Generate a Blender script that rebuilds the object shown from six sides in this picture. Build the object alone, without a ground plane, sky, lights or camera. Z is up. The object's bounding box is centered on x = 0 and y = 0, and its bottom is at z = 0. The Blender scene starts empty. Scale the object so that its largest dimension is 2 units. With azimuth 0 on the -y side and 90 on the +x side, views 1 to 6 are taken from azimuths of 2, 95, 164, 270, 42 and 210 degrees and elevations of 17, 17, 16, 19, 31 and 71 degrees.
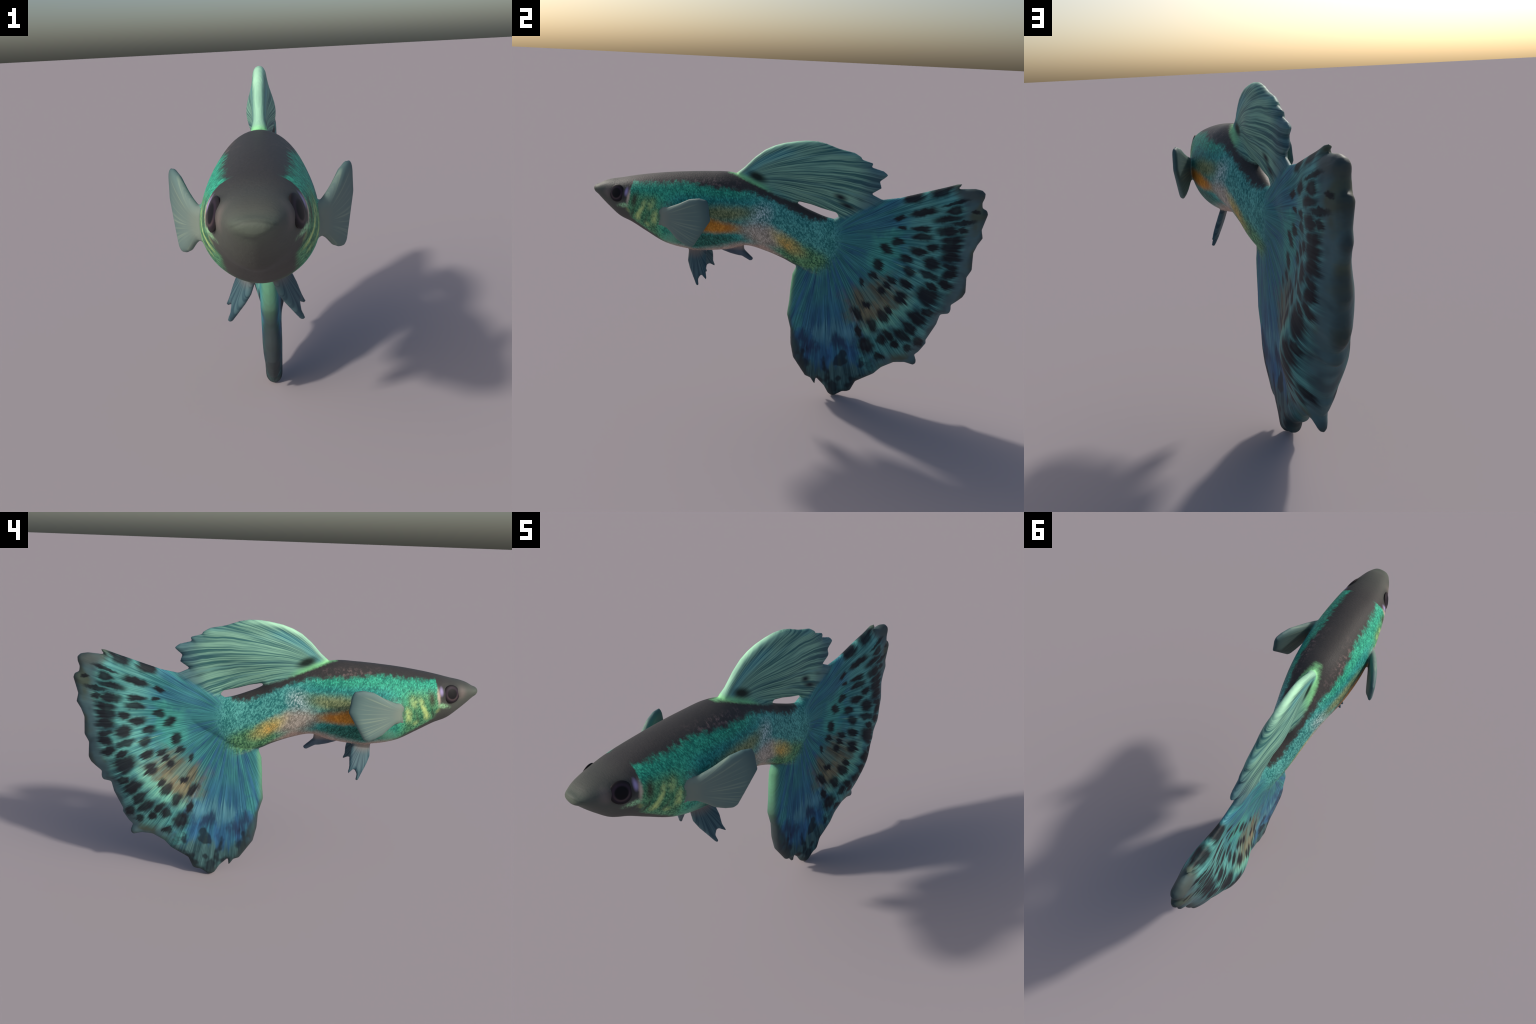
"""A male fancy guppy: one smooth-skinned body (head, torso, tail stalk) with fused
dorsal and caudal fins, paired pectoral and pelvic fins, an anal fin and two eyes.
Frame: fish faces -y, z up, symmetric about x = 0."""
import bpy, bmesh, math
import numpy as np
from mathutils import Vector
from mathutils.bvhtree import BVHTree
from mathutils.geometry import delaunay_2d_cdt

VOXEL = 0.0045
# ------------------------------------------------------------------ helpers
def smoothstep(a, b, x):
    t = min(1.0, max(0.0, (x - a) / (b - a)))
    return t * t * (3 - 2 * t)

def curve_through(keys):
    """Monotone-ish cubic (Catmull-Rom on uneven knots) through (t, v1, v2...) keys."""
    k = np.array(keys, float)
    t, v = k[:, 0], k[:, 1:]
    m = np.zeros_like(v)
    m[1:-1] = (v[2:] - v[:-2]) / (t[2:] - t[:-2])[:, None]
    m[0] = (v[1] - v[0]) / (t[1] - t[0])
    m[-1] = (v[-1] - v[-2]) / (t[-1] - t[-2])
    def f(x):
        i = int(np.clip(np.searchsorted(t, x) - 1, 0, len(t) - 2))
        h = t[i + 1] - t[i]
        s = (x - t[i]) / h
        return ((2*s**3 - 3*s**2 + 1) * v[i] + (s**3 - 2*s**2 + s) * h * m[i]
                + (-2*s**3 + 3*s**2) * v[i + 1] + (s**3 - s**2) * h * m[i + 1])
    return f

def mesh_from(name, verts, faces):
    me = bpy.data.meshes.new(name)
    me.from_pydata([tuple(v) for v in verts], [], faces)
    bm = bmesh.new(); bm.from_mesh(me)
    bmesh.ops.recalc_face_normals(bm, faces=bm.faces)
    bm.to_mesh(me); bm.free()
    return me

# ------------------------------------------------------------------ body loft
# station: y, back height, belly height, half width, height of the widest line
BODY = [
    (-1.001, 1.082, 1.056, 0.026, 1.070), (-0.994, 1.088, 1.046, 0.038, 1.068),
    (-0.980, 1.092, 1.036, 0.050, 1.068), (-0.950, 1.108, 1.004, 0.067, 1.065),
    (-0.915, 1.119, 0.970, 0.082, 1.060), (-0.865, 1.128, 0.928, 0.103, 1.050),
    (-0.800, 1.142, 0.900, 0.125, 1.030), (-0.720, 1.157, 0.856, 0.145, 1.000),
    (-0.620, 1.172, 0.806, 0.163, 0.972), (-0.500, 1.184, 0.783, 0.171, 0.955),
    (-0.400, 1.191, 0.781, 0.168, 0.952), (-0.300, 1.194, 0.794, 0.158, 0.956),
    (-0.200, 1.174, 0.821, 0.140, 0.965), (-0.100, 1.141, 0.799, 0.119, 0.955),
    (0.000, 1.096, 0.761, 0.099, 0.920), (0.064, 1.050, 0.730, 0.088, 0.888),
    (0.140, 1.018, 0.714, 0.073, 0.862), (0.200, 0.997, 0.722, 0.061, 0.858),
    (0.250, 0.986, 0.745, 0.050, 0.862), (0.300, 0.970, 0.780, 0.040, 0.872),
    (0.360, 0.950, 0.815, 0.029, 0.880), (0.420, 0.925, 0.850, 0.019, 0.885), (0.465, 0.900, 0.875, 0.008, 0.886),
]
body_at = curve_through(BODY)

def build_body():
    ys = list(np.linspace(-1.001, -0.93, 18)) + list(np.linspace(-0.925, 0.465, 140))
    ring = 64
    verts, faces = [], []
    for y in ys:
        zt, zb, w, zc = body_at(y)
        for j in range(ring):
            a = 2 * math.pi * j / ring
            c, s = math.cos(a), math.sin(a)
            top = 0.90 + 0.10 * smoothstep(-0.80, -0.60, y)   # broad flat forehead
            e = top if s > 0 else 1.16 - 0.18 * smoothstep(-0.78, -0.50, y)   # narrow throat, full belly
            x = w * math.copysign(abs(c) ** e, c)
            z = zc + (zt - zc if s > 0 else zc - zb) * math.copysign(abs(s) ** e, s)
            verts.append((x, y, z))
    for i in range(len(ys) - 1):
        for j in range(ring):
            k = (j + 1) % ring
            faces.append((i*ring + j, i*ring + k, (i+1)*ring + k, (i+1)*ring + j))
    for i, y in ((0, -1.004), (len(ys) - 1, 0.468)):
        zt, zb, w, zc = body_at(ys[i])
        verts.append((0, y, zc))
        n = len(verts) - 1
        faces += [(i*ring + j, i*ring + (j+1) % ring, n) for j in range(ring)]
    return mesh_from("body_source", verts, faces)

# ------------------------------------------------------------------ fins: cushioned sheets
def build_sheet(name, outline, half_thick, edge_round, place, step=0.011):
    """outline: closed (a, b) polygon. half_thick(a,b) and edge_round(a,b) shape the
    cushion; place(a, b, t) puts a point at signed offset t from the mid surface."""
    pts = []
    n = len(outline)
    for i in range(n):                         # resample the border evenly
        p, q = np.array(outline[i]), np.array(outline[(i + 1) % n])
        m = max(1, int(round(np.linalg.norm(q - p) / step)))
        pts += [tuple(p + (q - p) * k / m) for k in range(m)]
    B = np.array(pts)
    nb = len(pts)
    A, C = B, np.roll(B, -1, 0)
    lo, hi = B.min(0), B.max(0)
    inner = []
    def dist(p):
        d = C - A
        s = np.clip(((p - A) * d).sum(1) / (d * d).sum(1), 0, 1)
        return np.sqrt((((A + d * s[:, None]) - p) ** 2).sum(1).min())
    def inside(p):
        a, c = A[:, 1] > p[1], C[:, 1] > p[1]
        m = a != c
        xs = A[m, 0] + (p[1] - A[m, 1]) / (C[m, 1] - A[m, 1]) * (C[m, 0] - A[m, 0])
        return (xs > p[0]).sum() % 2 == 1
    tang = np.roll(B, -1, 0) - np.roll(B, 1, 0)
    tang /= np.linalg.norm(tang, axis=1)[:, None] + 1e-9
    norm = np.stack([-tang[:, 1], tang[:, 0]], 1)
    for off in (step * 0.3, step * 0.8):       # rings just inside the border keep the rim round
        for p, q in zip(B, norm):
            for c in (p + q * off, p - q * off):
                if inside(c) and dist(c) > off * 0.9:
                    inner.append(tuple(c))
    row = 0
    for b in np.arange(lo[1], hi[1], step * 0.87):
        row += 1
        for a in np.arange(lo[0] + (row % 2) * step / 2, hi[0], step):
            p = np.array((a, b))
            if inside(p) and dist(p) > step * 1.3:
                inner.append(tuple(p))
    res = delaunay_2d_cdt([Vector(p) for p in pts + inner], [], [list(range(nb))], 1, 1e-6)
    P = [tuple(v) for v in res[0]]
    tris = [tuple(f) for f in res[2]]
    depth = [dist(np.array(p)) for p in P]
    border = [d < 1e-5 for d in depth]
    verts, front, back = [], {}, {}
    for i, p in enumerate(P):
        s = min(1.0, depth[i] / edge_round(*p))
        t = half_thick(*p) * math.sqrt(max(0.0, 1 - (1 - s) ** 2))
        front[i] = len(verts); verts.append(place(p[0], p[1], t))
        if border[i]:
            back[i] = front[i]
        else:
            back[i] = len(verts); verts.append(place(p[0], p[1], -t))
    faces = [tuple(front[i] for i in f) for f in tris] + [tuple(back[i] for i in reversed(f)) for f in tris]
    return mesh_from(name, verts, faces)

def upright(a, b, t):
    return (t, a, b)

# caudal fin outline (y, z), clockwise from where it meets the dorsal fin
CAUDAL = [
    (0.480, 1.104), (0.563, 1.119), (0.664, 1.150), (0.785, 1.188), (0.835, 1.205), (0.858, 1.207),
    (0.852, 1.196), (0.838, 1.181), (0.862, 1.183), (0.922, 1.188), (0.957, 1.182), (0.974, 1.167),
    (0.974, 1.145), (0.965, 1.120), (0.969, 1.094), (0.992, 1.083), (1.000, 1.064), (0.991, 1.027),
    (0.980, 0.982), (0.991, 0.941), (0.970, 0.904), (0.955, 0.862), (0.959, 0.771), (0.938, 0.731),
    (0.944, 0.650), (0.932, 0.623), (0.910, 0.602), (0.878, 0.576), (0.881, 0.555), (0.878, 0.536),
    (0.868, 0.526), (0.830, 0.521), (0.818, 0.467), (0.773, 0.370), (0.776, 0.351), (0.744, 0.300),
    (0.724, 0.280), (0.737, 0.244), (0.734, 0.226), (0.721, 0.219), (0.675, 0.231), (0.619, 0.226),
    (0.557, 0.191), (0.519, 0.150), (0.427, 0.096), (0.403, 0.040), (0.385, 0.031), (0.358, 0.028),
    (0.319, 0.001), (0.300, -0.001), (0.280, 0.012), (0.256, 0.053), (0.210, 0.097), (0.208, 0.058),
    (0.202, 0.058), (0.180, 0.092), (0.149, 0.103), (0.078, 0.207), (0.060, 0.286), (0.055, 0.371),
    (0.032, 0.454), (0.040, 0.530), (0.042, 0.600), (0.049, 0.680), (0.065, 0.718), (0.062, 0.734),
    (0.110, 0.790), (0.150, 0.880), (0.190, 0.950), (0.240, 0.985), (0.268, 1.003), (0.330, 1.040), (0.420, 1.090),
]
# dorsal fin outline (y, z) from its front root along the crest to the tail and back inside the body
DORSAL = [
    (-0.262, 1.192), (-0.225, 1.223), (-0.171, 1.279), (-0.125, 1.316), (-0.080, 1.339), (-0.030, 1.356),
    (0.032, 1.368), (0.080, 1.374), (0.133, 1.374), (0.180, 1.365), (0.245, 1.343), (0.322, 1.328),
    (0.357, 1.308), (0.361, 1.297), (0.419, 1.281), (0.410, 1.262), (0.471, 1.246), (0.495, 1.228),
    (0.490, 1.220), (0.457, 1.193), (0.469, 1.160), (0.421, 1.128), (0.470, 1.106), (0.520, 1.095),
    (0.470, 1.050), (0.380, 1.005), (0.300, 0.980), (0.266, 1.003), (0.252, 1.021), (0.180, 1.038), (0.122, 1.055),
    (0.062, 1.066), (0.020, 1.040), (-0.080, 1.085), (-0.180, 1.130), (-0.240, 1.160),
]
FAN = (0.20, 0.90)                              # where the tail rays come from

def caudal_thick(y, z):
    # thin web behind the stalk, slightly padded rim, and one swelling low on the trailing side
    web = 0.018 * smoothstep(0.20, 0.38, y) * smoothstep(0.13, 0.28, z)
    pad = 0.010 * smoothstep(0.75, 0.90, y) * smoothstep(0.60, 0.75, z)
    pad += 0.030 * math.exp(-((y - 0.785) / 0.12) ** 2) * smoothstep(0.62, 0.78, z) * (1 - smoothstep(1.09, 1.19, z))
    pad += 0.013 * math.exp(-((y - 0.46) / 0.09) ** 2 - ((z - 0.98) / 0.07) ** 2)
    a, b = y - 0.66, z - 0.51                      # the swelling runs obliquely along the trailing side
    along, across = 0.656 * a + 0.755 * b, 0.656 * b - 0.755 * a
    swell = 0.092 * math.exp(-(along / 0.26) ** 2 - (across / 0.17) ** 2)
    tip = 1 - 0.40 * smoothstep(0.30, 0.0, z) * smoothstep(0.34, 0.12, y)    # front edge narrows downwards
    return (0.037 - web + pad + swell) * tip

def caudal_round(y, z):
    th = math.degrees(math.atan2(z - FAN[1], y - FAN[0]))
    return 0.040 + 0.055 * smoothstep(-85, -55, th) * (1 - smoothstep(-5, 20, th))

def dorsal_thick(y, z):
    belly = 0.034 * math.exp(-((y - 0.12) / 0.16) ** 2 - ((z - 1.21) / 0.09) ** 2)
    root = 0.007 * smoothstep(0.06, 0.0, z - (1.18 - 0.40 * (y + 0.25))) * smoothstep(0.05, -0.1, y)
    return 0.020 + belly + root

def dorsal_round(y, z):
    return 0.026 + 0.014 * smoothstep(0.1, 0.4, y)

# paired fins: outlines in (y, z); the sheet stands out sideways from the body
PECTORAL = [
    (-0.625, 1.018), (-0.575, 1.030), (-0.511, 1.060), (-0.452, 1.092), (-0.401, 1.103), (-0.362, 1.098),
    (-0.352, 1.072), (-0.347, 1.030), (-0.342, 1.000), (-0.367, 0.960), (-0.396, 0.913), (-0.428, 0.862),
    (-0.447, 0.854), (-0.480, 0.862), (-0.516, 0.878), (-0.555, 0.910), (-0.580, 0.926), (-0.625, 0.926),
]
PELVIC = [
    (-0.500, 0.815), (-0.497, 0.765), (-0.498, 0.725), (-0.483, 0.690), (-0.460, 0.652), (-0.441, 0.620),
    (-0.434, 0.611), (-0.425, 0.617), (-0.431, 0.645), (-0.420, 0.666), (-0.410, 0.668), (-0.392, 0.655),
    (-0.381, 0.648), (-0.391, 0.684), (-0.389, 0.725), (-0.394, 0.765), (-0.405, 0.815),
]
ANAL = [
    (-0.360, 0.800), (-0.320, 0.780), (-0.279, 0.766), (-0.238, 0.758), (-0.221, 0.757), (-0.177, 0.733),
    (-0.165, 0.737), (-0.160, 0.748), (-0.210, 0.792), (-0.213, 0.830),
]

def pectoral_place(side):
    def f(y, z, t):
        s = min(1.15, max(0.0, (y + 0.60) / 0.25))
        x = 0.150 + 0.126 * s ** 0.72
        # offset along the blade's normal (outward and forward)
        return (side * (x + t * 0.87), y - t * 0.5, z)
    return f

def pelvic_place(side):
    def f(y, z, t):
        x = 0.024 + 0.37 * (0.785 - z) + 0.434 * (y + 0.50)
        return (side * (x + t), y - 0.25 * t, z + 0.3 * t)
    return f

sources = {"body": build_body()}
sources["caudal_fin"] = build_sheet("caudal_source", CAUDAL, caudal_thick, caudal_round, upright)
sources["dorsal_fin"] = build_sheet("dorsal_source", DORSAL, dorsal_thick, dorsal_round, upright)
for side, tag in ((1, "r"), (-1, "l")):
    sources["pectoral_fin_" + tag] = build_sheet("pectoral_source", PECTORAL, lambda y, z: 0.017 - 0.004 * smoothstep(-0.5, -0.36, y),
                                                 lambda y, z: 0.028, pectoral_place(side), 0.008)
    sources["pelvic_fin_" + tag] = build_sheet("pelvic_source", PELVIC, lambda y, z: 0.012,
                                               lambda y, z: 0.018, pelvic_place(side), 0.006)
sources["anal_fin"] = build_sheet("anal_source", ANAL, lambda y, z: 0.015 + 0.012 * smoothstep(0.765, 0.80, z), lambda y, z: 0.014, upright, 0.005)

# ------------------------------------------------------------------ one skin
join = bmesh.new()
trees, keys = [], list(sources)
for k in keys:
    join.from_mesh(sources[k])
    b = bmesh.new(); b.from_mesh(sources[k]); trees.append(BVHTree.FromBMesh(b)); b.free()
whole = bpy.data.meshes.new("whole_skin")
join.to_mesh(whole); join.free()
tmp = bpy.data.objects.new("whole_skin", whole)
bpy.context.scene.collection.objects.link(tmp)
rm = tmp.modifiers.new("union", "REMESH")
rm.mode = "VOXEL"; rm.voxel_size = VOXEL; rm.adaptivity = 0.0
sm = tmp.modifiers.new("soften", "SMOOTH")
sm.factor = 0.5; sm.iterations = 4
dg = bpy.context.evaluated_depsgraph_get()
skin = bpy.data.meshes.new_from_object(tmp.evaluated_get(dg))
bpy.data.objects.remove(tmp)

nv, nf = len(skin.vertices), len(skin.polygons)
co = np.empty(nv * 3, np.float32); skin.vertices.foreach_get("co", co); co = co.reshape(-1, 3)
vn = np.empty(nv * 3, np.float32); skin.vertex_normals.foreach_get("vector", vn); vn = vn.reshape(-1, 3)
ls = np.empty(nf, np.int32); skin.polygons.foreach_get("loop_start", ls)
lt = np.empty(nf, np.int32); skin.polygons.foreach_get("loop_total", lt)
lv = np.empty(len(skin.loops), np.int32); skin.loops.foreach_get("vertex_index", lv)

def vertex_part(p):
    best, who = 1e9, 0
    for i, t in enumerate(trees):
        hit = t.find_nearest(Vector(p), 0.02)
        if hit[0] is not None and hit[3] < best - 1e-4:
            best, who = hit[3], i
    return who
vpart = np.array([vertex_part(p) for p in co])
GILL_Y, STALK_Y = -0.655, -0.150
parts = {}
for f in range(nf):
    vs = lv[ls[f]:ls[f] + lt[f]]
    ids = vpart[vs]
    k = keys[np.bincount(ids).argmax()]
    if k == "body":
        c = co[vs].mean(0)
        gill = GILL_Y - 1.2 * (c[2] - 0.99) ** 2
        k = "head" if c[1] < gill else ("torso" if c[1] < STALK_Y else "tail_stalk")
    parts.setdefault(k, []).append(vs)

# ------------------------------------------------------------------ node shorthand
class Net:
    def __init__(self, name):
        self.mat = bpy.data.materials.new(name)
        self.mat.use_nodes = True
        self.t = self.mat.node_tree
        self.t.nodes.clear()
    def new(self, kind, **kw):
        n = self.t.nodes.new(kind)
        for k, v in kw.items():
            setattr(n, k, v)
        return n
    def feed(self, sock, v):
        if isinstance(v, S): self.t.links.new(v.o, sock)
        elif isinstance(v, (tuple, list)): sock.default_value = (*v, 1.0) if sock.type == "RGBA" and len(v) == 3 else v
        else: sock.default_value = v
    def math(self, op, *a):
        n = self.new("ShaderNodeMath", operation=op)
        for s, v in zip(n.inputs, a): self.feed(s, v)
        return S(self, n.outputs[0])
    def vec(self, x, y, z):
        n = self.new("ShaderNodeCombineXYZ")
        for s, v in zip(n.inputs, (x, y, z)): self.feed(s, v)
        return S(self, n.outputs[0])
    def step(self, a, b, x):
        n = self.new("ShaderNodeMapRange", interpolation_type="SMOOTHSTEP")
        for s, v in zip(n.inputs, (x, a, b, 0.0, 1.0)): self.feed(s, v)
        return S(self, n.outputs[0])
    def noise(self, v, scale, detail=2.0, rough=0.5):
        n = self.new("ShaderNodeTexNoise")
        self.feed(n.inputs["Vector"], v)
        n.inputs["Scale"].default_value = scale; n.inputs["Detail"].default_value = detail; n.inputs["Roughness"].default_value = rough
        return S(self, n.outputs[0])
    def cells(self, v, scale):
        n = self.new("ShaderNodeTexVoronoi")
        self.feed(n.inputs["Vector"], v); n.inputs["Scale"].default_value = scale
        return S(self, n.outputs["Distance"]), S(self, n.outputs["Color"])
    def mix(self, f, a, b, blend="MIX"):
        n = self.new("ShaderNodeMix", data_type="RGBA", blend_type=blend)
        self.feed(n.inputs[0], f); self.feed(n.inputs[6], a); self.feed(n.inputs[7], b)
        return S(self, n.outputs[2])
    def scale(self, col, f):
        g = self.vec(f, f, f)
        return self.mix(1.0, col, g, "MULTIPLY")
    def curve(self, x, keys, lo, hi):
        """Float curve of x; keys (x, v) with x and v in their own units."""
        n = self.new("ShaderNodeFloatCurve")
        x0, x1 = keys[0][0], keys[-1][0]
        self.feed(n.inputs["Value"], (x - x0) * (1 / (x1 - x0)))
        c = n.mapping.curves[0]
        while len(c.points) < len(keys): c.points.new(0.5, 0.5)
        for p, (a, b) in zip(c.points, keys): p.location = ((a - x0) / (x1 - x0), (b - lo) / (hi - lo)); p.handle_type = "VECTOR"
        n.mapping.update()
        return S(self, n.outputs[0]) * (hi - lo) + lo
    def finish(self, col, rough, bump=None, bump_strength=0.3, spec=0.3, **kw):
        b = self.new("ShaderNodeBsdfPrincipled")
        self.feed(b.inputs["Base Color"], col); self.feed(b.inputs["Roughness"], rough)
        b.inputs["Specular IOR Level"].default_value = spec
        for k, v in kw.items(): self.feed(b.inputs[k], v)
        if bump is not None:
            n = self.new("ShaderNodeBump"); n.inputs["Strength"].default_value = bump_strength; n.inputs["Distance"].default_value = 0.004
            self.feed(n.inputs["Height"], bump); self.t.links.new(n.outputs[0], b.inputs["Normal"])
        o = self.new("ShaderNodeOutputMaterial")
        self.t.links.new(b.outputs[0], o.inputs[0])
        return self.mat

class S:
    """A socket with arithmetic."""
    def __init__(self, net, o): self.n, self.o = net, o
    def __add__(self, v): return self.n.math("ADD", self, v)
    __radd__ = __add__
    def __sub__(self, v): return self.n.math("SUBTRACT", self, v)
    def __rsub__(self, v): return self.n.math("SUBTRACT", v, self)
    def __mul__(self, v): return self.n.math("MULTIPLY", self, v)
    __rmul__ = __mul__
    def __truediv__(self, v): return self.n.math("DIVIDE", self, v)
    def max(self, v): return self.n.math("MAXIMUM", self, v)
    def min(self, v): return self.n.math("MINIMUM", self, v)
    def abs(self): return self.n.math("ABSOLUTE", self)

def coords(N):
    tc = N.new("ShaderNodeTexCoord")
    s = N.new("ShaderNodeSeparateXYZ")
    N.t.links.new(tc.outputs["Object"], s.inputs[0])
    x, y, z = (S(N, s.outputs[i]) for i in range(3))
    return x.abs(), y, z, x

def blob(N, y, z, cy, cz, ry, rz, turn=0.0, soft=0.5):
    """Soft tilted ellipse, 1 inside, fading out to 0 at its rim."""
    c, s = math.cos(math.radians(turn)), math.sin(math.radians(turn))
    dy, dz = y - cy, z - cz
    a = (dy * c + dz * s) * (1 / ry)
    b = (dz * c - dy * s) * (1 / rz)
    d = N.math("SQRT", a * a + b * b)
    return N.step(1.0, 1.0 - soft, d)

# ------------------------------------------------------------------ colours of the skin
def body_colour(N, x, y, z):
    P = N.vec(x * 0.7, y, z)
    w1 = N.noise(P, 9, 3) - 0.5
    w2 = N.noise(P, 45, 3, 0.65) - 0.5
    yy = y + w1 * 0.03 + w2 * 0.02
    zz = z + w1 * 0.02 + w2 * 0.018
    # scale glitter: rows of small slanted scales, each with its own sheen
    slant = N.vec(x * 80.0 + w2, (y + z * 0.45) * 165.0 + w2 * 1.5, (z - y * 0.35) * 95.0 + w2 * 1.5)
    dist, tint = N.cells(slant, 1.0)
    tone = N.new("ShaderNodeSeparateColor"); N.t.links.new(tint.o, tone.inputs[0])
    fine = N.noise(N.vec(x * 120.0, (y + z * 0.45) * 200.0, (z - y * 0.35) * 90.0), 1.0, 2, 0.6)
    cloud = N.noise(P, 20, 2)
    fleck = fine * 0.50 + S(N, tone.outputs[0]) * 0.26 + (0.75 - dist) * 0.24 + (cloud - 0.5) * 0.40 + 0.03
    fl = N.step(0.26, 0.74, fleck)
    grain = N.noise(P, 160, 2)
    # ground: turquoise turning to blue-green aft
    teal = N.mix(fl, (0.016, 0.20, 0.140), (0.072, 0.60, 0.37))
    aqua = N.mix(fl, (0.020, 0.17, 0.165), (0.15, 0.54, 0.47))
    col = N.mix(N.step(-0.28, -0.05, yy), teal, aqua)
    deep = N.mix(fl, (0.013, 0.14, 0.145), (0.055, 0.38, 0.37))
    col = N.mix(N.step(1.115, 1.06, zz) * N.step(-0.62, -0.50, yy) * N.step(-0.02, -0.2, yy) * 0.8, col, deep)
    # belly half
    green = N.mix(fl, (0.025, 0.11, 0.06), (0.20, 0.48, 0.22))
    col = N.mix(blob(N, yy, zz, 0.10, 0.78, 0.24, 0.11, -25, 0.6), col, green)
    pale = N.mix(fl, (0.30, 0.25, 0.20), (0.72, 0.60, 0.50))
    dteal = N.mix(fl, (0.008, 0.075, 0.060), (0.05, 0.27, 0.21))
    under = N.curve(y, [(-1.0, 1.0), (-0.75, 0.86), (-0.6, 0.835), (-0.45, 0.81), (-0.33, 0.83), (-0.22, 0.86), (-0.1, 0.86), (0.05, 0.74), (0.4, 0.6)], 0.5, 1.2)
    olive = N.mix(fl, (0.10, 0.13, 0.05), (0.36, 0.37, 0.16))
    col = N.mix(blob(N, yy, zz, -0.30, 1.012, 0.26, 0.062, 2, 0.85) * 0.9, col, olive)
    orange = N.mix(N.step(0.3, 0.7, fleck), (0.52, 0.19, 0.020), (0.78, 0.34, 0.050))
    col = N.mix(blob(N, yy, zz, -0.40, 0.948, 0.27, 0.050, -4, 0.65), col, orange)
    col = N.mix(blob(N, yy, zz, -0.40, 0.862, 0.21, 0.050, 5, 0.5), col, dteal)
    col = N.mix(blob(N, yy, zz, -0.10, 0.905, 0.16, 0.085, -22, 0.7) * 0.9, col, pale)
    col = N.mix(N.step(0.02, -0.03, zz - under), col, N.mix(fl, (0.36, 0.27, 0.22), (0.62, 0.47, 0.39)))
    white = N.mix(fl, (0.22, 0.34, 0.36), (0.75, 0.88, 0.88))
    col = N.mix(blob(N, yy, zz, -0.115, 1.005, 0.085, 0.080, 60, 0.95) * N.step(0.2, 0.7, fleck) * 0.85, col, white)
    yellow = N.mix(fl, (0.24, 0.22, 0.07), (0.76, 0.62, 0.21))
    col = N.mix(blob(N, yy, zz, 0.02, 0.865, 0.15, 0.060, -35, 0.8) * 0.9, col, yellow)
    col = N.mix(blob(N, yy, zz, 0.012, 0.860, 0.060, 0.030, -35, 0.9) * 0.6 * N.step(0.25, 0.6, fleck), col, (0.80, 0.40, 0.07))
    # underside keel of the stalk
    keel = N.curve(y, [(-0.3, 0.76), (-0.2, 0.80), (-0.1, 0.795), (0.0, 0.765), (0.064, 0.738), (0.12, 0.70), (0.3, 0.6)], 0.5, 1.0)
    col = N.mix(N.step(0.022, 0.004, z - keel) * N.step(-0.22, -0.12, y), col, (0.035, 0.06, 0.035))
    # cheek and gill cover
    cheek = N.mix(fl, (0.022, 0.13, 0.070), (0.16, 0.46, 0.22))
    ck = N.step(-0.58, -0.66, yy) * N.step(-0.85, -0.80, yy) * N.step(1.10, 1.05, zz)
    col = N.mix(ck, col, cheek)
    lime = (0.60, 0.76, 0.27)
    lf = N.step(0.22, 0.60, fleck * 0.3 + N.noise(P, 55, 3) * 0.7)
    for cy, cz, ry, rz, turn, f in ((-0.722, 1.000, 0.020, 0.085, -27, 0.9), (-0.745, 0.958, 0.024, 0.030, 0, 0.9), (-0.802, 0.986, 0.022, 0.026, 10, 0.9),
                                    (-0.645, 0.965, 0.030, 0.065, -15, 0.75), (-0.668, 1.030, 0.034, 0.045, -25, 0.5), (-0.690, 0.925, 0.030, 0.022, -30, 0.5)):
        col = N.mix(blob(N, yy, zz, cy, cz, ry, rz, turn, 0.9) * f * lf, col, lime)
    col = N.mix(blob(N, y + w2 * 0.02, z, -0.755, 1.045, 0.024, 0.060, -12, 0.9) * 0.85, col, (0.050, 0.038, 0.030))
    col = N.mix(blob(N, y + w2 * 0.02, z, -0.768, 0.975, 0.010, 0.050, -20, 0.9) * 0.75, col, (0.035, 0.06, 0.035))
    col = N.mix(blob(N, yy, zz, -0.695, 0.955, 0.012, 0.060, -25, 0.9) * 0.6, col, (0.05, 0.10, 0.06))
    col = N.mix(blob(N, yy, zz, -0.612, 1.00, 0.016, 0.080, -8, 0.9) * 0.6, col, (0.07, 0.12, 0.08))
    # translucent shoulder round the pectoral root
    col = N.mix(blob(N, yy, zz, -0.570, 0.985, 0.060, 0.090, 0, 0.9) * 0.75, col, (0.22, 0.32, 0.26))
    col = N.mix(blob(N, yy, zz, -0.560, 0.860, 0.090, 0.055, 25, 0.9) * 0.7, col, (0.16, 0.42, 0.28))
    # back: charcoal, with warm specks along its lower border
    edge = N.curve(y, [(-1.0, 0.90), (-0.84, 0.93), (-0.79, 1.05), (-0.775, 1.123), (-0.70, 1.124), (-0.576, 1.131), (-0.50, 1.143), (-0.39, 1.133), (-0.27, 1.121),
                       (-0.19, 1.118), (-0.14, 1.100), (-0.04, 1.062), (0.04, 1.022), (0.12, 0.982), (0.20, 0.975), (0.4, 1.15)], 0.5, 1.3)
    back = N.mix(N.step(-0.75, -0.98, y), (0.038, 0.038, 0.039), (0.075, 0.084, 0.074))
    back = N.mix(grain * 0.35, back, (0.10, 0.085, 0.075))
    warm = N.step(0.48, 0.72, N.noise(P, 38, 3, 0.7)) * blob(N, y, z, -0.33, 1.150, 0.26, 0.030, -4, 0.9)
    back = N.mix(warm * 0.8, back, (0.24, 0.17, 0.16))
    wob = w2 * 0.055 + w1 * 0.02
    col = N.mix(N.step(-0.010, 0.016, z - edge + wob), col, back)
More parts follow.
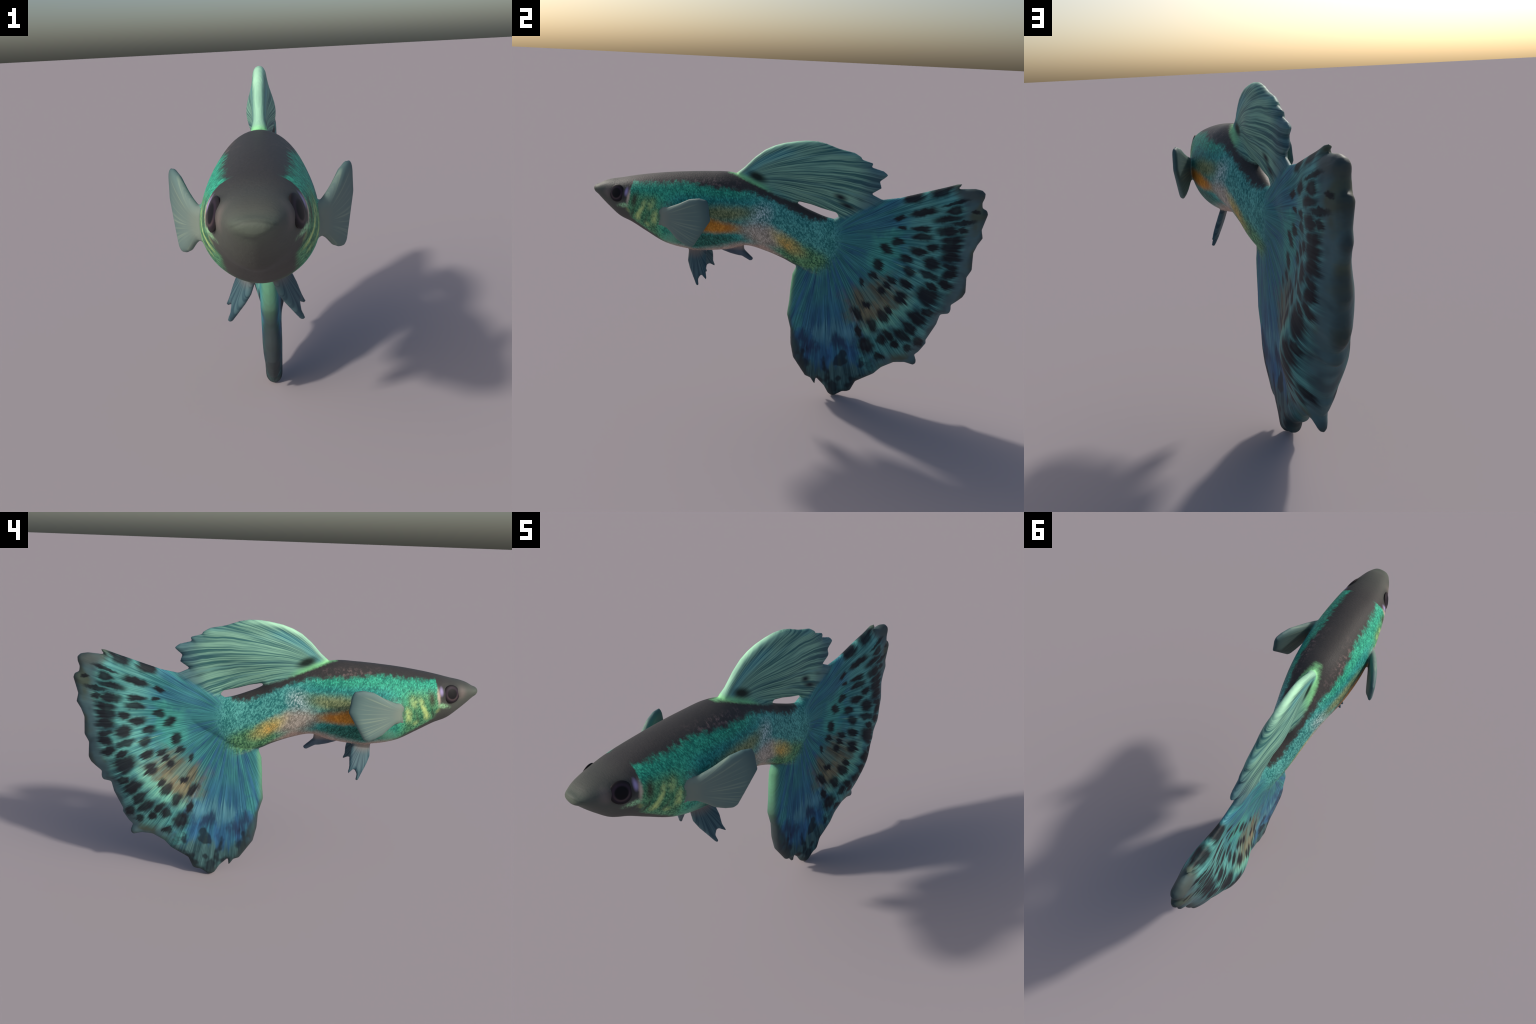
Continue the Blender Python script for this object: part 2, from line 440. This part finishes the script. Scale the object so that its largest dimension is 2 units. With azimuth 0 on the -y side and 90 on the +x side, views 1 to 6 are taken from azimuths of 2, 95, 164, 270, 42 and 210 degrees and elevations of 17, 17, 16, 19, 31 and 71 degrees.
    # grey face ahead of the eye
    face = N.mix(N.step(0.9, 1.05, z), (0.058, 0.060, 0.052), (0.090, 0.100, 0.087))
    face = N.mix(N.step(-0.95, -0.99, y) * 0.5, face, (0.10, 0.13, 0.10))
    jaw = N.step(0.01, -0.012, z - N.curve(y, [(-1.0, 1.2), (-0.90, 1.06), (-0.86, 1.0), (-0.80, 0.955), (-0.72, 0.905), (-0.62, 0.84), (-0.5, 0.78)], 0.5, 1.3) + w2 * 0.02)
    col = N.mix(jaw * N.step(-0.55, -0.68, y), col, face)
    fm = N.step(-0.780, -0.838, y + w2 * 0.05 + w1 * 0.05 + (z - 1.05) * 0.25)
    col = N.mix(fm, col, N.mix(N.step(1.085, 1.125, z - (y + 0.85) * 0.1), face, back))
    col = N.mix(blob(N, yy, zz, -0.820, 1.010, 0.056, 0.020, 14, 0.95) * N.step(0.2, 0.6, fleck), col, (0.36, 0.70, 0.38))  # green highlight below the eye, painted into the skin colour
    col = N.mix(N.step(0.004, 0.001, (z - 1.083 + x * x * 6.0).abs()) * N.step(-0.965, -0.985, y) * 0.25, col, (0.035, 0.040, 0.035))
    # rosy patch ahead of the eye, dark orbit, thin pale crescent behind it
    col = N.mix(blob(N, y, z, -0.905, 1.070, 0.040, 0.045, 0, 0.9) * 0.5, col, (0.22, 0.17, 0.16))
    col = N.mix(blob(N, y, z, -0.852, 1.068, 0.066, 0.058, 0, 0.75) * 0.95, col, (0.017, 0.014, 0.016))
    cr = blob(N, y + w2 * 0.016, z + w2 * 0.02, -0.789, 1.056, 0.014, 0.060, -8, 1.0) * 0.75
    col = N.mix(cr, col, (0.72, 0.56, 0.45))
    col = N.mix(blob(N, y, z, -0.801, 1.080, 0.014, 0.030, -8, 0.9) * 0.8, col, (0.45, 0.38, 0.66))
    return col, fleck, grain

# black spots of the tail, arc by arc (outer to inner): angle deg, distance from FAN, half length, half width
SPOTS = [
    # bars on the upper border
    (25.6, .619, .050, .028), (27.9, .489, .042, .026), (19.2, .661, .055, .010),
    # outer arc under the pale margin
    (13.6, .747, .020, .010), (10.2, .691, .052, .010), (7.2, .679, .024, .018), (7.1, .610, .056, .021), (2.6, .632, .044, .024), (-0.6, .633, .048, .025),
    (-4.6, .637, .044, .026), (-9.1, .649, .042, .013), (-12.4, .654, .032, .027), (-17.4, .649, .040, .022), (-25.7, .597, .056, .042), (-32.1, .638, .030, .018),
    (-36.8, .624, .050, .032), (-43.0, .639, .044, .025), (-47.7, .644, .044, .026), (-53.2, .668, .028, .020), (-45.0, .736, .034, .022), (-49.8, .741, .026, .020),
    # middle arc
    (16.1, .655, .036, .018), (12.8, .606, .056, .016), (18.4, .507, .060, .018), (8.8, .485, .042, .014), (4.0, .494, .042, .019), (-1.3, .547, .030, .020),
    (-4.9, .480, .040, .022), (-9.8, .554, .040, .031), (-15.8, .560, .046, .018), (-20.5, .591, .036, .014), (-18.2, .467, .030, .021), (-26.2, .477, .032, .022),
    (-34.5, .496, .030, .029), (-44.9, .502, .020, .016), (-49.7, .510, .034, .022), (-57.9, .533, .038, .023), (-53.1, .609, .036, .021), (-57.3, .621, .026, .023), (-62.0, .709, .028, .018),
    # inner arc and root flecks
    (18.0, .393, .024, .012), (10.6, .401, .022, .009), (-0.4, .369, .028, .020), (-7.7, .317, .028, .024), (-11.6, .422, .034, .020), (-24.7, .315, .026, .027),
    (-29.2, .405, .026, .014), (-35.5, .321, .024, .016), (-34.5, .404, .020, .015), (-47.7, .309, .018, .012), (-40.0, .402, .020, .018), (-54.6, .424, .018, .020),
    (-63.3, .451, .038, .018), (-66.9, .548, .034, .017), (-65.5, .633, .052, .036),
]

def spot_group():
    g = bpy.data.node_groups.new("tail_spot", "ShaderNodeTree")
    for nm in ("Theta", "R", "Angle", "Distance", "Length", "Width", "Mask"):
        g.interface.new_socket(nm, in_out="INPUT", socket_type="NodeSocketFloat")
    g.interface.new_socket("Mask", in_out="OUTPUT", socket_type="NodeSocketFloat")
    N = Net.__new__(Net); N.t = g
    gi, go = N.new("NodeGroupInput"), N.new("NodeGroupOutput")
    th, r, a, d, l, w, m = (S(N, o) for o in gi.outputs[:7])
    p = (r - d) / l
    q = (th - a) * 0.01745 * d / w
    k = N.step(1.55, 0.66, N.math("SQRT", p * p + q * q))
    N.t.links.new(k.max(m).o, go.inputs[0])
    return g

def caudal_colour(N, x, y, z):
    dy, dz = y - FAN[0], z - FAN[1]
    r = N.math("SQRT", dy * dy + dz * dz)
    th = N.math("ARCTAN2", dz, dy) * 57.2958
    P = N.vec(x * 0.5, y, z)
    w = N.noise(P, 14, 3, 0.6) - 0.5
    ray = N.noise(N.vec(th * 0.9, r * 3.5, 0.0), 1.0, 3, 0.65)         # fine fin rays
    ray2 = N.noise(N.vec(th * 0.22, r * 2.0, 3.0), 1.0, 2, 0.5)       # broad rays
    fib = N.step(0.33, 0.70, ray * 0.7 + N.noise(N.vec(th * 1.9, r * 5.0, 9.0), 1.0, 2) * 0.3)
    teal = N.mix(fib, (0.022, 0.13, 0.15), (0.078, 0.34, 0.34))
    blue = N.mix(fib, (0.022, 0.080, 0.17), (0.050, 0.19, 0.36))
    mint = N.mix(fib, (0.042, 0.18, 0.19), (0.18, 0.51, 0.42))
    brown = N.mix(fib, (0.065, 0.066, 0.045), (0.25, 0.225, 0.12))
    col = N.mix(N.step(0.45, 0.65, ray2 + w * 0.4) * (0.8 - 0.25 * N.step(-45, -15, th)), teal, blue)
    # patches by place on the fan
    fray = (ray - 0.5) * 0.14 + (ray2 - 0.5) * 0.16
    rw = r + w * 0.05 + fray * 0.6
    tw = th + w * 26
    lower = N.step(-66, -76, tw)
    col = N.mix(lower * N.step(0.30, 0.42, rw) * N.step(-103, -96, tw), col, N.mix(N.step(0.35, 0.6, ray2), blue, teal))
    col = N.mix(lower * N.step(0.30, 0.42, rw) * 0.55 * N.step(-104, -98, tw), col, blue)
    col = N.mix(blob(N, y + w * .04, z, 0.46, 0.985, 0.13, 0.07, 10, 0.9) * 0.55, col, N.mix(fib, (0.028, 0.14, 0.19), (0.075, 0.29, 0.36)))
    col = N.mix(N.step(0.38, 0.52, rw) * N.step(-66, -58, tw) * 0.75, col, mint)
    arc = N.step(-78, -58, tw) * N.step(-22, -38, tw)
    col = N.mix(N.step(0.28, 0.37, rw) * N.step(0.60, 0.50, rw) * arc * (0.55 + 0.35 * N.step(0.38, 0.58, ray2 + w * 0.5)), col, brown)
    col = N.mix(blob(N, rw, th * 0.01, 0.465, -0.52, 0.05, 0.18, 0, 0.95) * 0.3, col, (0.30, 0.19, 0.10))
    col = N.mix(blob(N, rw, th * 0.01, 0.435, -0.58, 0.03, 0.22, 0, 0.9) * 0.8 * N.step(0.5, 0.58, ray2), col, (0.035, 0.03, 0.028))
    col = N.mix(blob(N, rw, th * 0.01, 0.545, -0.48, 0.045, 0.27, 0, 0.8) * 0.85, col, N.mix(fib, (0.06, 0.30, 0.26), (0.24, 0.58, 0.42)))
    col = N.mix(N.step(0.56, 0.62, rw) * N.step(-70, -62, tw) * N.step(-15, -30, tw) * 0.6, col, N.mix(fib, (0.03, 0.12, 0.13), (0.13, 0.38, 0.34)))
    glint = N.step(0.66, 0.72, N.noise(N.vec(th * 0.7, r * 1.2, 4.0), 1.0, 1)) * N.step(0.36, 0.44, r) * N.step(0.60, 0.5, r) * N.step(-75, -60, th) * N.step(0, -10, th)
    col = N.mix(glint * 0.7, col, (0.30, 0.55, 0.34))
    col = N.mix(N.step(0.22, 0.28, rw) * N.step(0.42, 0.36, rw) * N.step(-34, -24, tw) * N.step(10, 2, tw) * 0.8, col, N.mix(fib, (0.03, 0.22, 0.19), (0.12, 0.52, 0.42)))
    # frayed pale band then dark blue blotches low down
    low = N.step(-64, -70, tw)
    rw = rw + fray * 0.6
    band = N.step(0.45, 0.52, rw) * N.step(0.60, 0.53, rw) * low * N.step(-97, -92, tw)
    col = N.mix(band * 0.7, col, N.mix(fib, (0.05, 0.19, 0.26), (0.17, 0.42, 0.45)))
    col = N.mix(N.step(0.52, 0.58, rw) * low * N.step(0.68, 0.60, rw) * N.step(0.40, 0.58, N.noise(N.vec(th * 0.12, r * 7.0, 8.0), 1.0, 3)) * 0.85, col, (0.022, 0.042, 0.095))
    blot = N.step(0.50, 0.60, N.noise(N.vec(th * 0.16, r * 9.0, 5.0), 1.0, 2)) * low * N.step(0.56, 0.62, rw)
    tip = N.mix(fib, (0.018, 0.05, 0.06), (0.09, 0.20, 0.20))
    col = N.mix(low * N.step(0.66, 0.74, rw), col, tip)
    col = N.mix(blot * 0.8, col, (0.012, 0.017, 0.024))
    # plain grey-blue margin and darker rim (distance to the rim follows the angle)
    rim = N.curve(th, [(-120, 0.45), (-112, 0.47), (-100, 0.60), (-92, 0.80), (-83, 0.905), (-72, 0.84), (-62, 0.82), (-52, 0.86), (-42, 0.84), (-33, 0.79), (-26, 0.79),
                       (-20, 0.785), (-12, 0.775), (-5, 0.765), (2, 0.785), (8, 0.805), (13, 0.815), (18, 0.815), (22, 0.78), (40, 0.75)], 0.3, 1.0)
    inset = rim - r + w * 0.05
    margin = N.step(0.145, 0.065, inset + fray * 0.35) * N.step(-70, -58, th)
    cloud = N.noise(P, 7, 2)
    plain = N.mix(ray * 0.6, (0.075, 0.145, 0.160), (0.105, 0.185, 0.19))
    plain = N.mix(N.step(0.52, 0.66, cloud) * 0.8, plain, (0.085, 0.105, 0.065))
    plain = N.mix(N.step(0.46, 0.34, cloud) * 0.7, plain, (0.040, 0.065, 0.075))
    col = N.mix(margin, col, plain)
    col = N.mix(N.step(0.050, 0.0, inset) * 0.8, col, (0.032, 0.048, 0.050))
    col = N.mix(blob(N, y, z, 0.90, 1.16, 0.12, 0.05, -10, 0.9) * 0.8, col, (0.075, 0.085, 0.075))
    # uneven tone across the fan
    col = N.scale(col, 0.62 + 0.70 * N.noise(N.vec(th * 0.14, r * 5.0, 11.0), 1.0, 3, 0.6))
    # dusky haze that ties the spots of each row together
    haze = N.step(0.555, 0.62, rw) * N.step(0.72, 0.66, rw) * N.step(-62, -52, tw) * N.step(16, 6, tw) * N.step(0.40, 0.60, ray2 + w * 0.5)
    col = N.mix(haze * 0.7, col, (0.018, 0.045, 0.060))
    # spots
    g = spot_group()
    wr = r + (N.noise(N.vec(th * 0.5, r * 8, 1.0), 1.0, 3, 0.6) - 0.5) * 0.03 + fray * 0.42
    wt = th + (N.noise(P, 26, 2) - 0.5) * 3.0
    m = 0.0
    for s in SPOTS:
        n = N.new("ShaderNodeGroup"); n.node_tree = g
        for sock, v in zip(n.inputs, (wt, wr, *s, m)): N.feed(sock, v)
        m = S(N, n.outputs[0])
    col = N.mix(m * (0.90 + N.step(0.35, 0.55, N.noise(P, 11, 2)) * 0.08), col, N.mix(fib, (0.009, 0.010, 0.014), (0.018, 0.022, 0.028)))
    # green front edge near the stalk, dark lower down
    lead = N.curve(z, [(0.0, 0.25), (0.1, 0.14), (0.21, 0.077), (0.29, 0.058), (0.45, 0.032), (0.6, 0.041), (0.75, 0.06)], 0.0, 0.3)
    le = N.step(0.030, 0.004, y - lead) * N.step(0.76, 0.70, z)
    col = N.mix(le * 0.85, col, N.mix(N.step(0.34, 0.64, z), (0.045, 0.055, 0.060), (0.14, 0.36, 0.20)))
    return col, ray

def dorsal_colour(N, x, y, z, sx):
    # rays spring from the root and sweep back level
    oy, oz = -0.30, 1.14
    dy, dz = y - oy, z - oz
    r = N.math("SQRT", dy * dy + dz * dz)
    th = N.math("ARCTAN2", dz, dy) * 57.2958
    w = N.noise(N.vec(x * 0.5, y, z), 8, 2) - 0.5
    across = th + r * 22.0 + w * 1.5
    ray = N.noise(N.vec(across * 1.0, r * 2.2, 0.0), 1.0, 3, 0.6)
    broad = N.noise(N.vec(across * 0.34, r * 1.6, 2.0), 1.0, 2)
    fib = N.step(0.38, 0.62, ray)
    col = N.mix(fib, (0.045, 0.155, 0.15), (0.25, 0.49, 0.36))
    col = N.mix(N.step(0.48, 0.66, broad) * 0.7, col, N.mix(fib, (0.022, 0.085, 0.11), (0.11, 0.30, 0.29)))
    # calmer near the root, deep blue-grey at the tattered rear edge
    col = N.mix(N.step(0.34, 0.12, r) * 0.55, col, (0.17, 0.36, 0.29))
    col = N.mix(N.step(0.33, 0.46, y + (z - 1.2).abs() * 0.3 + w * 0.06) * 0.85, col, N.mix(fib, (0.035, 0.085, 0.11), (0.08, 0.17, 0.20)))
    dark = N.step(0.52, 0.66, N.noise(N.vec(across * 0.3, r * 4.0, 7.0), 1.0, 2)) * N.step(0.20, 0.32, y) * N.step(1.16, 1.08, z)
    col = N.mix(dark * 0.8, col, (0.015, 0.04, 0.05))
    crest = N.curve(y, [(-0.30, 1.17), (-0.225, 1.223), (-0.171, 1.279), (-0.125, 1.316), (-0.03, 1.356), (0.08, 1.374), (0.2, 1.36), (0.32, 1.32), (0.5, 1.25)], 1.1, 1.4)
    top = crest - z
    col = N.mix(N.step(0.085, 0.055, top) * N.step(0.02, 0.04, top) * N.step(0.08, -0.05, y) * 0.7, col, N.mix(fib, (0.04, 0.22, 0.28), (0.18, 0.50, 0.48)))
    col = N.mix(N.step(0.026, 0.0, top) * N.step(0.20, 0.0, y) * (0.55 + 0.4 * N.step(-0.17, -0.06, y)), col, (0.48, 0.86, 0.58))
    base = N.curve(y, [(-0.30, 1.195), (-0.25, 1.180), (-0.15, 1.140), (-0.05, 1.098), (0.064, 1.055), (0.3, 0.98)], 0.9, 1.3)
    up = z - base
    col = N.mix(N.step(0.035, 0.0, up) * N.step(-0.05, -0.16, y), col, (0.30, 0.78, 0.34))
    col = N.mix(blob(N, y, z, -0.155, 1.182, 0.080, 0.034, -22, 0.8), col, (0.012, 0.025, 0.020))
    # two inky smudges on the right flank only
    right = N.step(-0.004, 0.004, sx)
    for cy, cz, ry, rz in ((0.268, 1.106, 0.058, 0.026), (0.306, 1.063, 0.075, 0.022)):
        col = N.mix(blob(N, y, z, cy, cz, ry, rz, -20, 0.95) * right * N.step(0.30, 0.50, ray * 0.6 + 0.25), col, (0.012, 0.02, 0.028))
    return col, ray, up

def skin_material():
    N = Net("guppy_skin")
    x, y, z, sx = coords(N)
    bc, fleck, grain = body_colour(N, x, y, z)
    cc, cray = caudal_colour(N, x, y, z)
    dc, dray, up = dorsal_colour(N, x, y, z, sx)
    w = N.noise(N.vec(x * 0.5, y, z), 40, 3, 0.7) - 0.5
    # the stalk's scales fade into the tail rays along a rounded front
    dy, dz = y - 0.03, z - 0.885
    rr = N.math("SQRT", dy * dy + dz * dz * 1.15)
    side = N.step(0.015, -0.025, z - 0.745 + (y - 0.05) * 0.28 + w * 0.03)
    fr = N.step(0.200, 0.290, rr + w * 0.06 + (fleck - 0.5) * 0.05 + (cray - 0.5) * 0.10).max(side)
    fr = fr * N.step(-0.05, 0.02, y)
    col = N.mix(fr, bc, cc)
    # dorsal fin above the back line; it meets the tail fin along a slanting seam
    seam = N.curve(y, [(0.2, 1.20), (0.25, 1.0), (0.30, 1.005), (0.38, 1.045), (0.48, 1.100), (0.56, 1.15), (0.7, 1.3), (1.0, 1.4)], 0.9, 1.5)
    dm = N.step(-0.006, 0.010, up + w * 0.02) * N.step(0.30, 0.24, y)
    dm2 = N.step(-0.02, 0.02, z - seam + w * 0.03) * N.step(0.23, 0.25, y) * N.step(0.53, 0.51, y)
    d = dm.max(dm2)
    col = N.mix(d, col, dc)
    bump = N.mix(d, N.mix(fr, N.vec(fleck, fleck, fleck), N.vec(cray, cray, cray)), N.vec(dray, dray, dray))
    b = N.new("ShaderNodeSeparateXYZ"); N.t.links.new(bump.o, b.inputs[0])
    return N.finish(col, 0.55, S(N, b.outputs[0]), 0.35, 0.18)

def pectoral_material():
    N = Net("pectoral_fin_skin")
    x, y, z, sx = coords(N)
    dy, dz = y + 0.63, z - 0.975
    r = N.math("SQRT", dy * dy + dz * dz)
    th = N.math("ARCTAN2", dz, dy) * 57.2958
    ray = N.noise(N.vec(th * 0.34, r * 1.5, 0.0), 1.0, 2, 0.6)
    line = N.step(0.50, 0.68, ray)
    col = N.mix(N.step(0.08, 0.24, r), (0.150, 0.215, 0.195), (0.115, 0.190, 0.180))
    col = N.mix(line * N.step(0.05, 0.12, r) * 0.55 * N.step(0.27, 0.18, r), col, (0.27, 0.35, 0.26))
    col = N.mix(N.step(0.215, 0.290, r) * 0.75, col, (0.055, 0.110, 0.118))
    col = N.mix(N.step(0.09, 0.03, r) * 0.7, col, (0.20, 0.24, 0.20))
    return N.finish(col, 0.6, ray, 0.2, 0.25)

def pelvic_material():
    N = Net("pelvic_fin_skin")
    x, y, z, sx = coords(N)
    dy, dz = y + 0.47, z - 0.83
    r = N.math("SQRT", dy * dy + dz * dz)
    th = N.math("ARCTAN2", dz, dy) * 57.2958
    ray = N.noise(N.vec(th * 0.35, r * 3.0, 0.0), 1.0, 2, 0.6)
    col = N.mix(N.step(0.4, 0.6, ray), (0.028, 0.072, 0.098), (0.065, 0.135, 0.158))
    col = N.mix(N.step(0.10, 0.03, r) * 0.8, col, (0.28, 0.22, 0.19))
    col = N.mix(N.step(0.16, 0.22, r) * 0.5, col, (0.03, 0.06, 0.08))
    return N.finish(col, 0.55, ray, 0.3, 0.3)

def anal_material():
    N = Net("anal_fin_skin")
    x, y, z, sx = coords(N)
    n = N.noise(N.vec(x, y, z), 30, 3)
    col = N.mix(n, (0.025, 0.05, 0.08), (0.09, 0.14, 0.19))
    col = N.mix(N.step(0.785, 0.815, z) * 0.8, col, (0.34, 0.27, 0.23))
    return N.finish(col, 0.5, None, 0, 0.3)

def eye_material():
    N = Net("eye_cornea")
    tc = N.new("ShaderNodeTexCoord")
    s = N.new("ShaderNodeSeparateXYZ"); N.t.links.new(tc.outputs["Object"], s.inputs[0])
    a, b = S(N, s.outputs[0]), S(N, s.outputs[1])
    r = N.math("SQRT", a * a + b * b)
    col = N.mix(N.step(0.021, 0.030, r), (0.005, 0.005, 0.007), (0.030, 0.020, 0.032))
    col = N.mix(N.step(0.023, 0.028, r) * N.step(0.035, 0.029, r) * N.step(0.01, -0.025, b) * 0.7, col, (0.085, 0.060, 0.058))
    col = N.mix(N.step(0.030, 0.040, r), col, (0.017, 0.014, 0.016))
    return N.finish(col, 0.5, None, 0, 0.12)

skin_mat = skin_material()
mats = {"pectoral_fin": pectoral_material(), "pelvic_fin": pelvic_material(), "anal_fin": anal_material()}

# ------------------------------------------------------------------ assemble
fish = bpy.data.objects.new("guppy_fish", None)
fish.empty_display_size = 0.2
bpy.context.scene.collection.objects.link(fish)
fish["label"] = "turquoise fancy guppy with black-spotted fan tail"
fish["category"] = "aquarium fish"

for key in ("head", "torso", "tail_stalk", "caudal_fin", "dorsal_fin", "pectoral_fin_r", "pectoral_fin_l", "pelvic_fin_r", "pelvic_fin_l", "anal_fin"):
    fs = parts[key]
    used = np.unique(np.concatenate(fs))
    back = {int(v): i for i, v in enumerate(used)}
    name = key[:-2] if key[-2:] in ("_r", "_l") else key
    me = bpy.data.meshes.new(name)
    me.from_pydata(co[used].tolist(), [], [[back[int(v)] for v in f] for f in fs])
    me.polygons.foreach_set("use_smooth", [True] * len(me.polygons))
    me.update()
    me.normals_split_custom_set_from_vertices(vn[used].tolist())
    me.materials.append(mats.get(name, skin_mat))
    o = bpy.data.objects.new(name, me)
    o.parent = fish
    bpy.context.scene.collection.objects.link(o)

# eyes: shallow domes set into the cheeks
skin_tree = BVHTree.FromPolygons([tuple(c) for c in co], [tuple(int(v) for v in lv[ls[f]:ls[f]+lt[f]]) for f in range(nf)])
bm = bmesh.new()
bmesh.ops.create_uvsphere(bm, u_segments=40, v_segments=20, radius=1.0)
for v in bm.verts:
    v.co.x *= 0.044; v.co.y *= 0.044; v.co.z *= 0.010
eye_mesh = bpy.data.meshes.new("eye")
bm.to_mesh(eye_mesh); bm.free()
eye_mesh.polygons.foreach_set("use_smooth", [True] * len(eye_mesh.polygons))
eye_mesh.materials.append(eye_material())
head = bpy.data.objects["head"]
for side in (1, -1):
    hit, nor, _, _ = skin_tree.ray_cast(Vector((side * 0.5, -0.856, 1.069)), Vector((-side, 0, 0)))
    o = bpy.data.objects.new("eye", eye_mesh)
    o.rotation_mode = "QUATERNION"
    o.rotation_quaternion = nor.to_track_quat("Z", "Y")
    o.location = hit - nor * 0.0068
    o.parent = fish
    bpy.context.scene.collection.objects.link(o)

for m in list(bpy.data.meshes):
    if m.users == 0:
        bpy.data.meshes.remove(m)
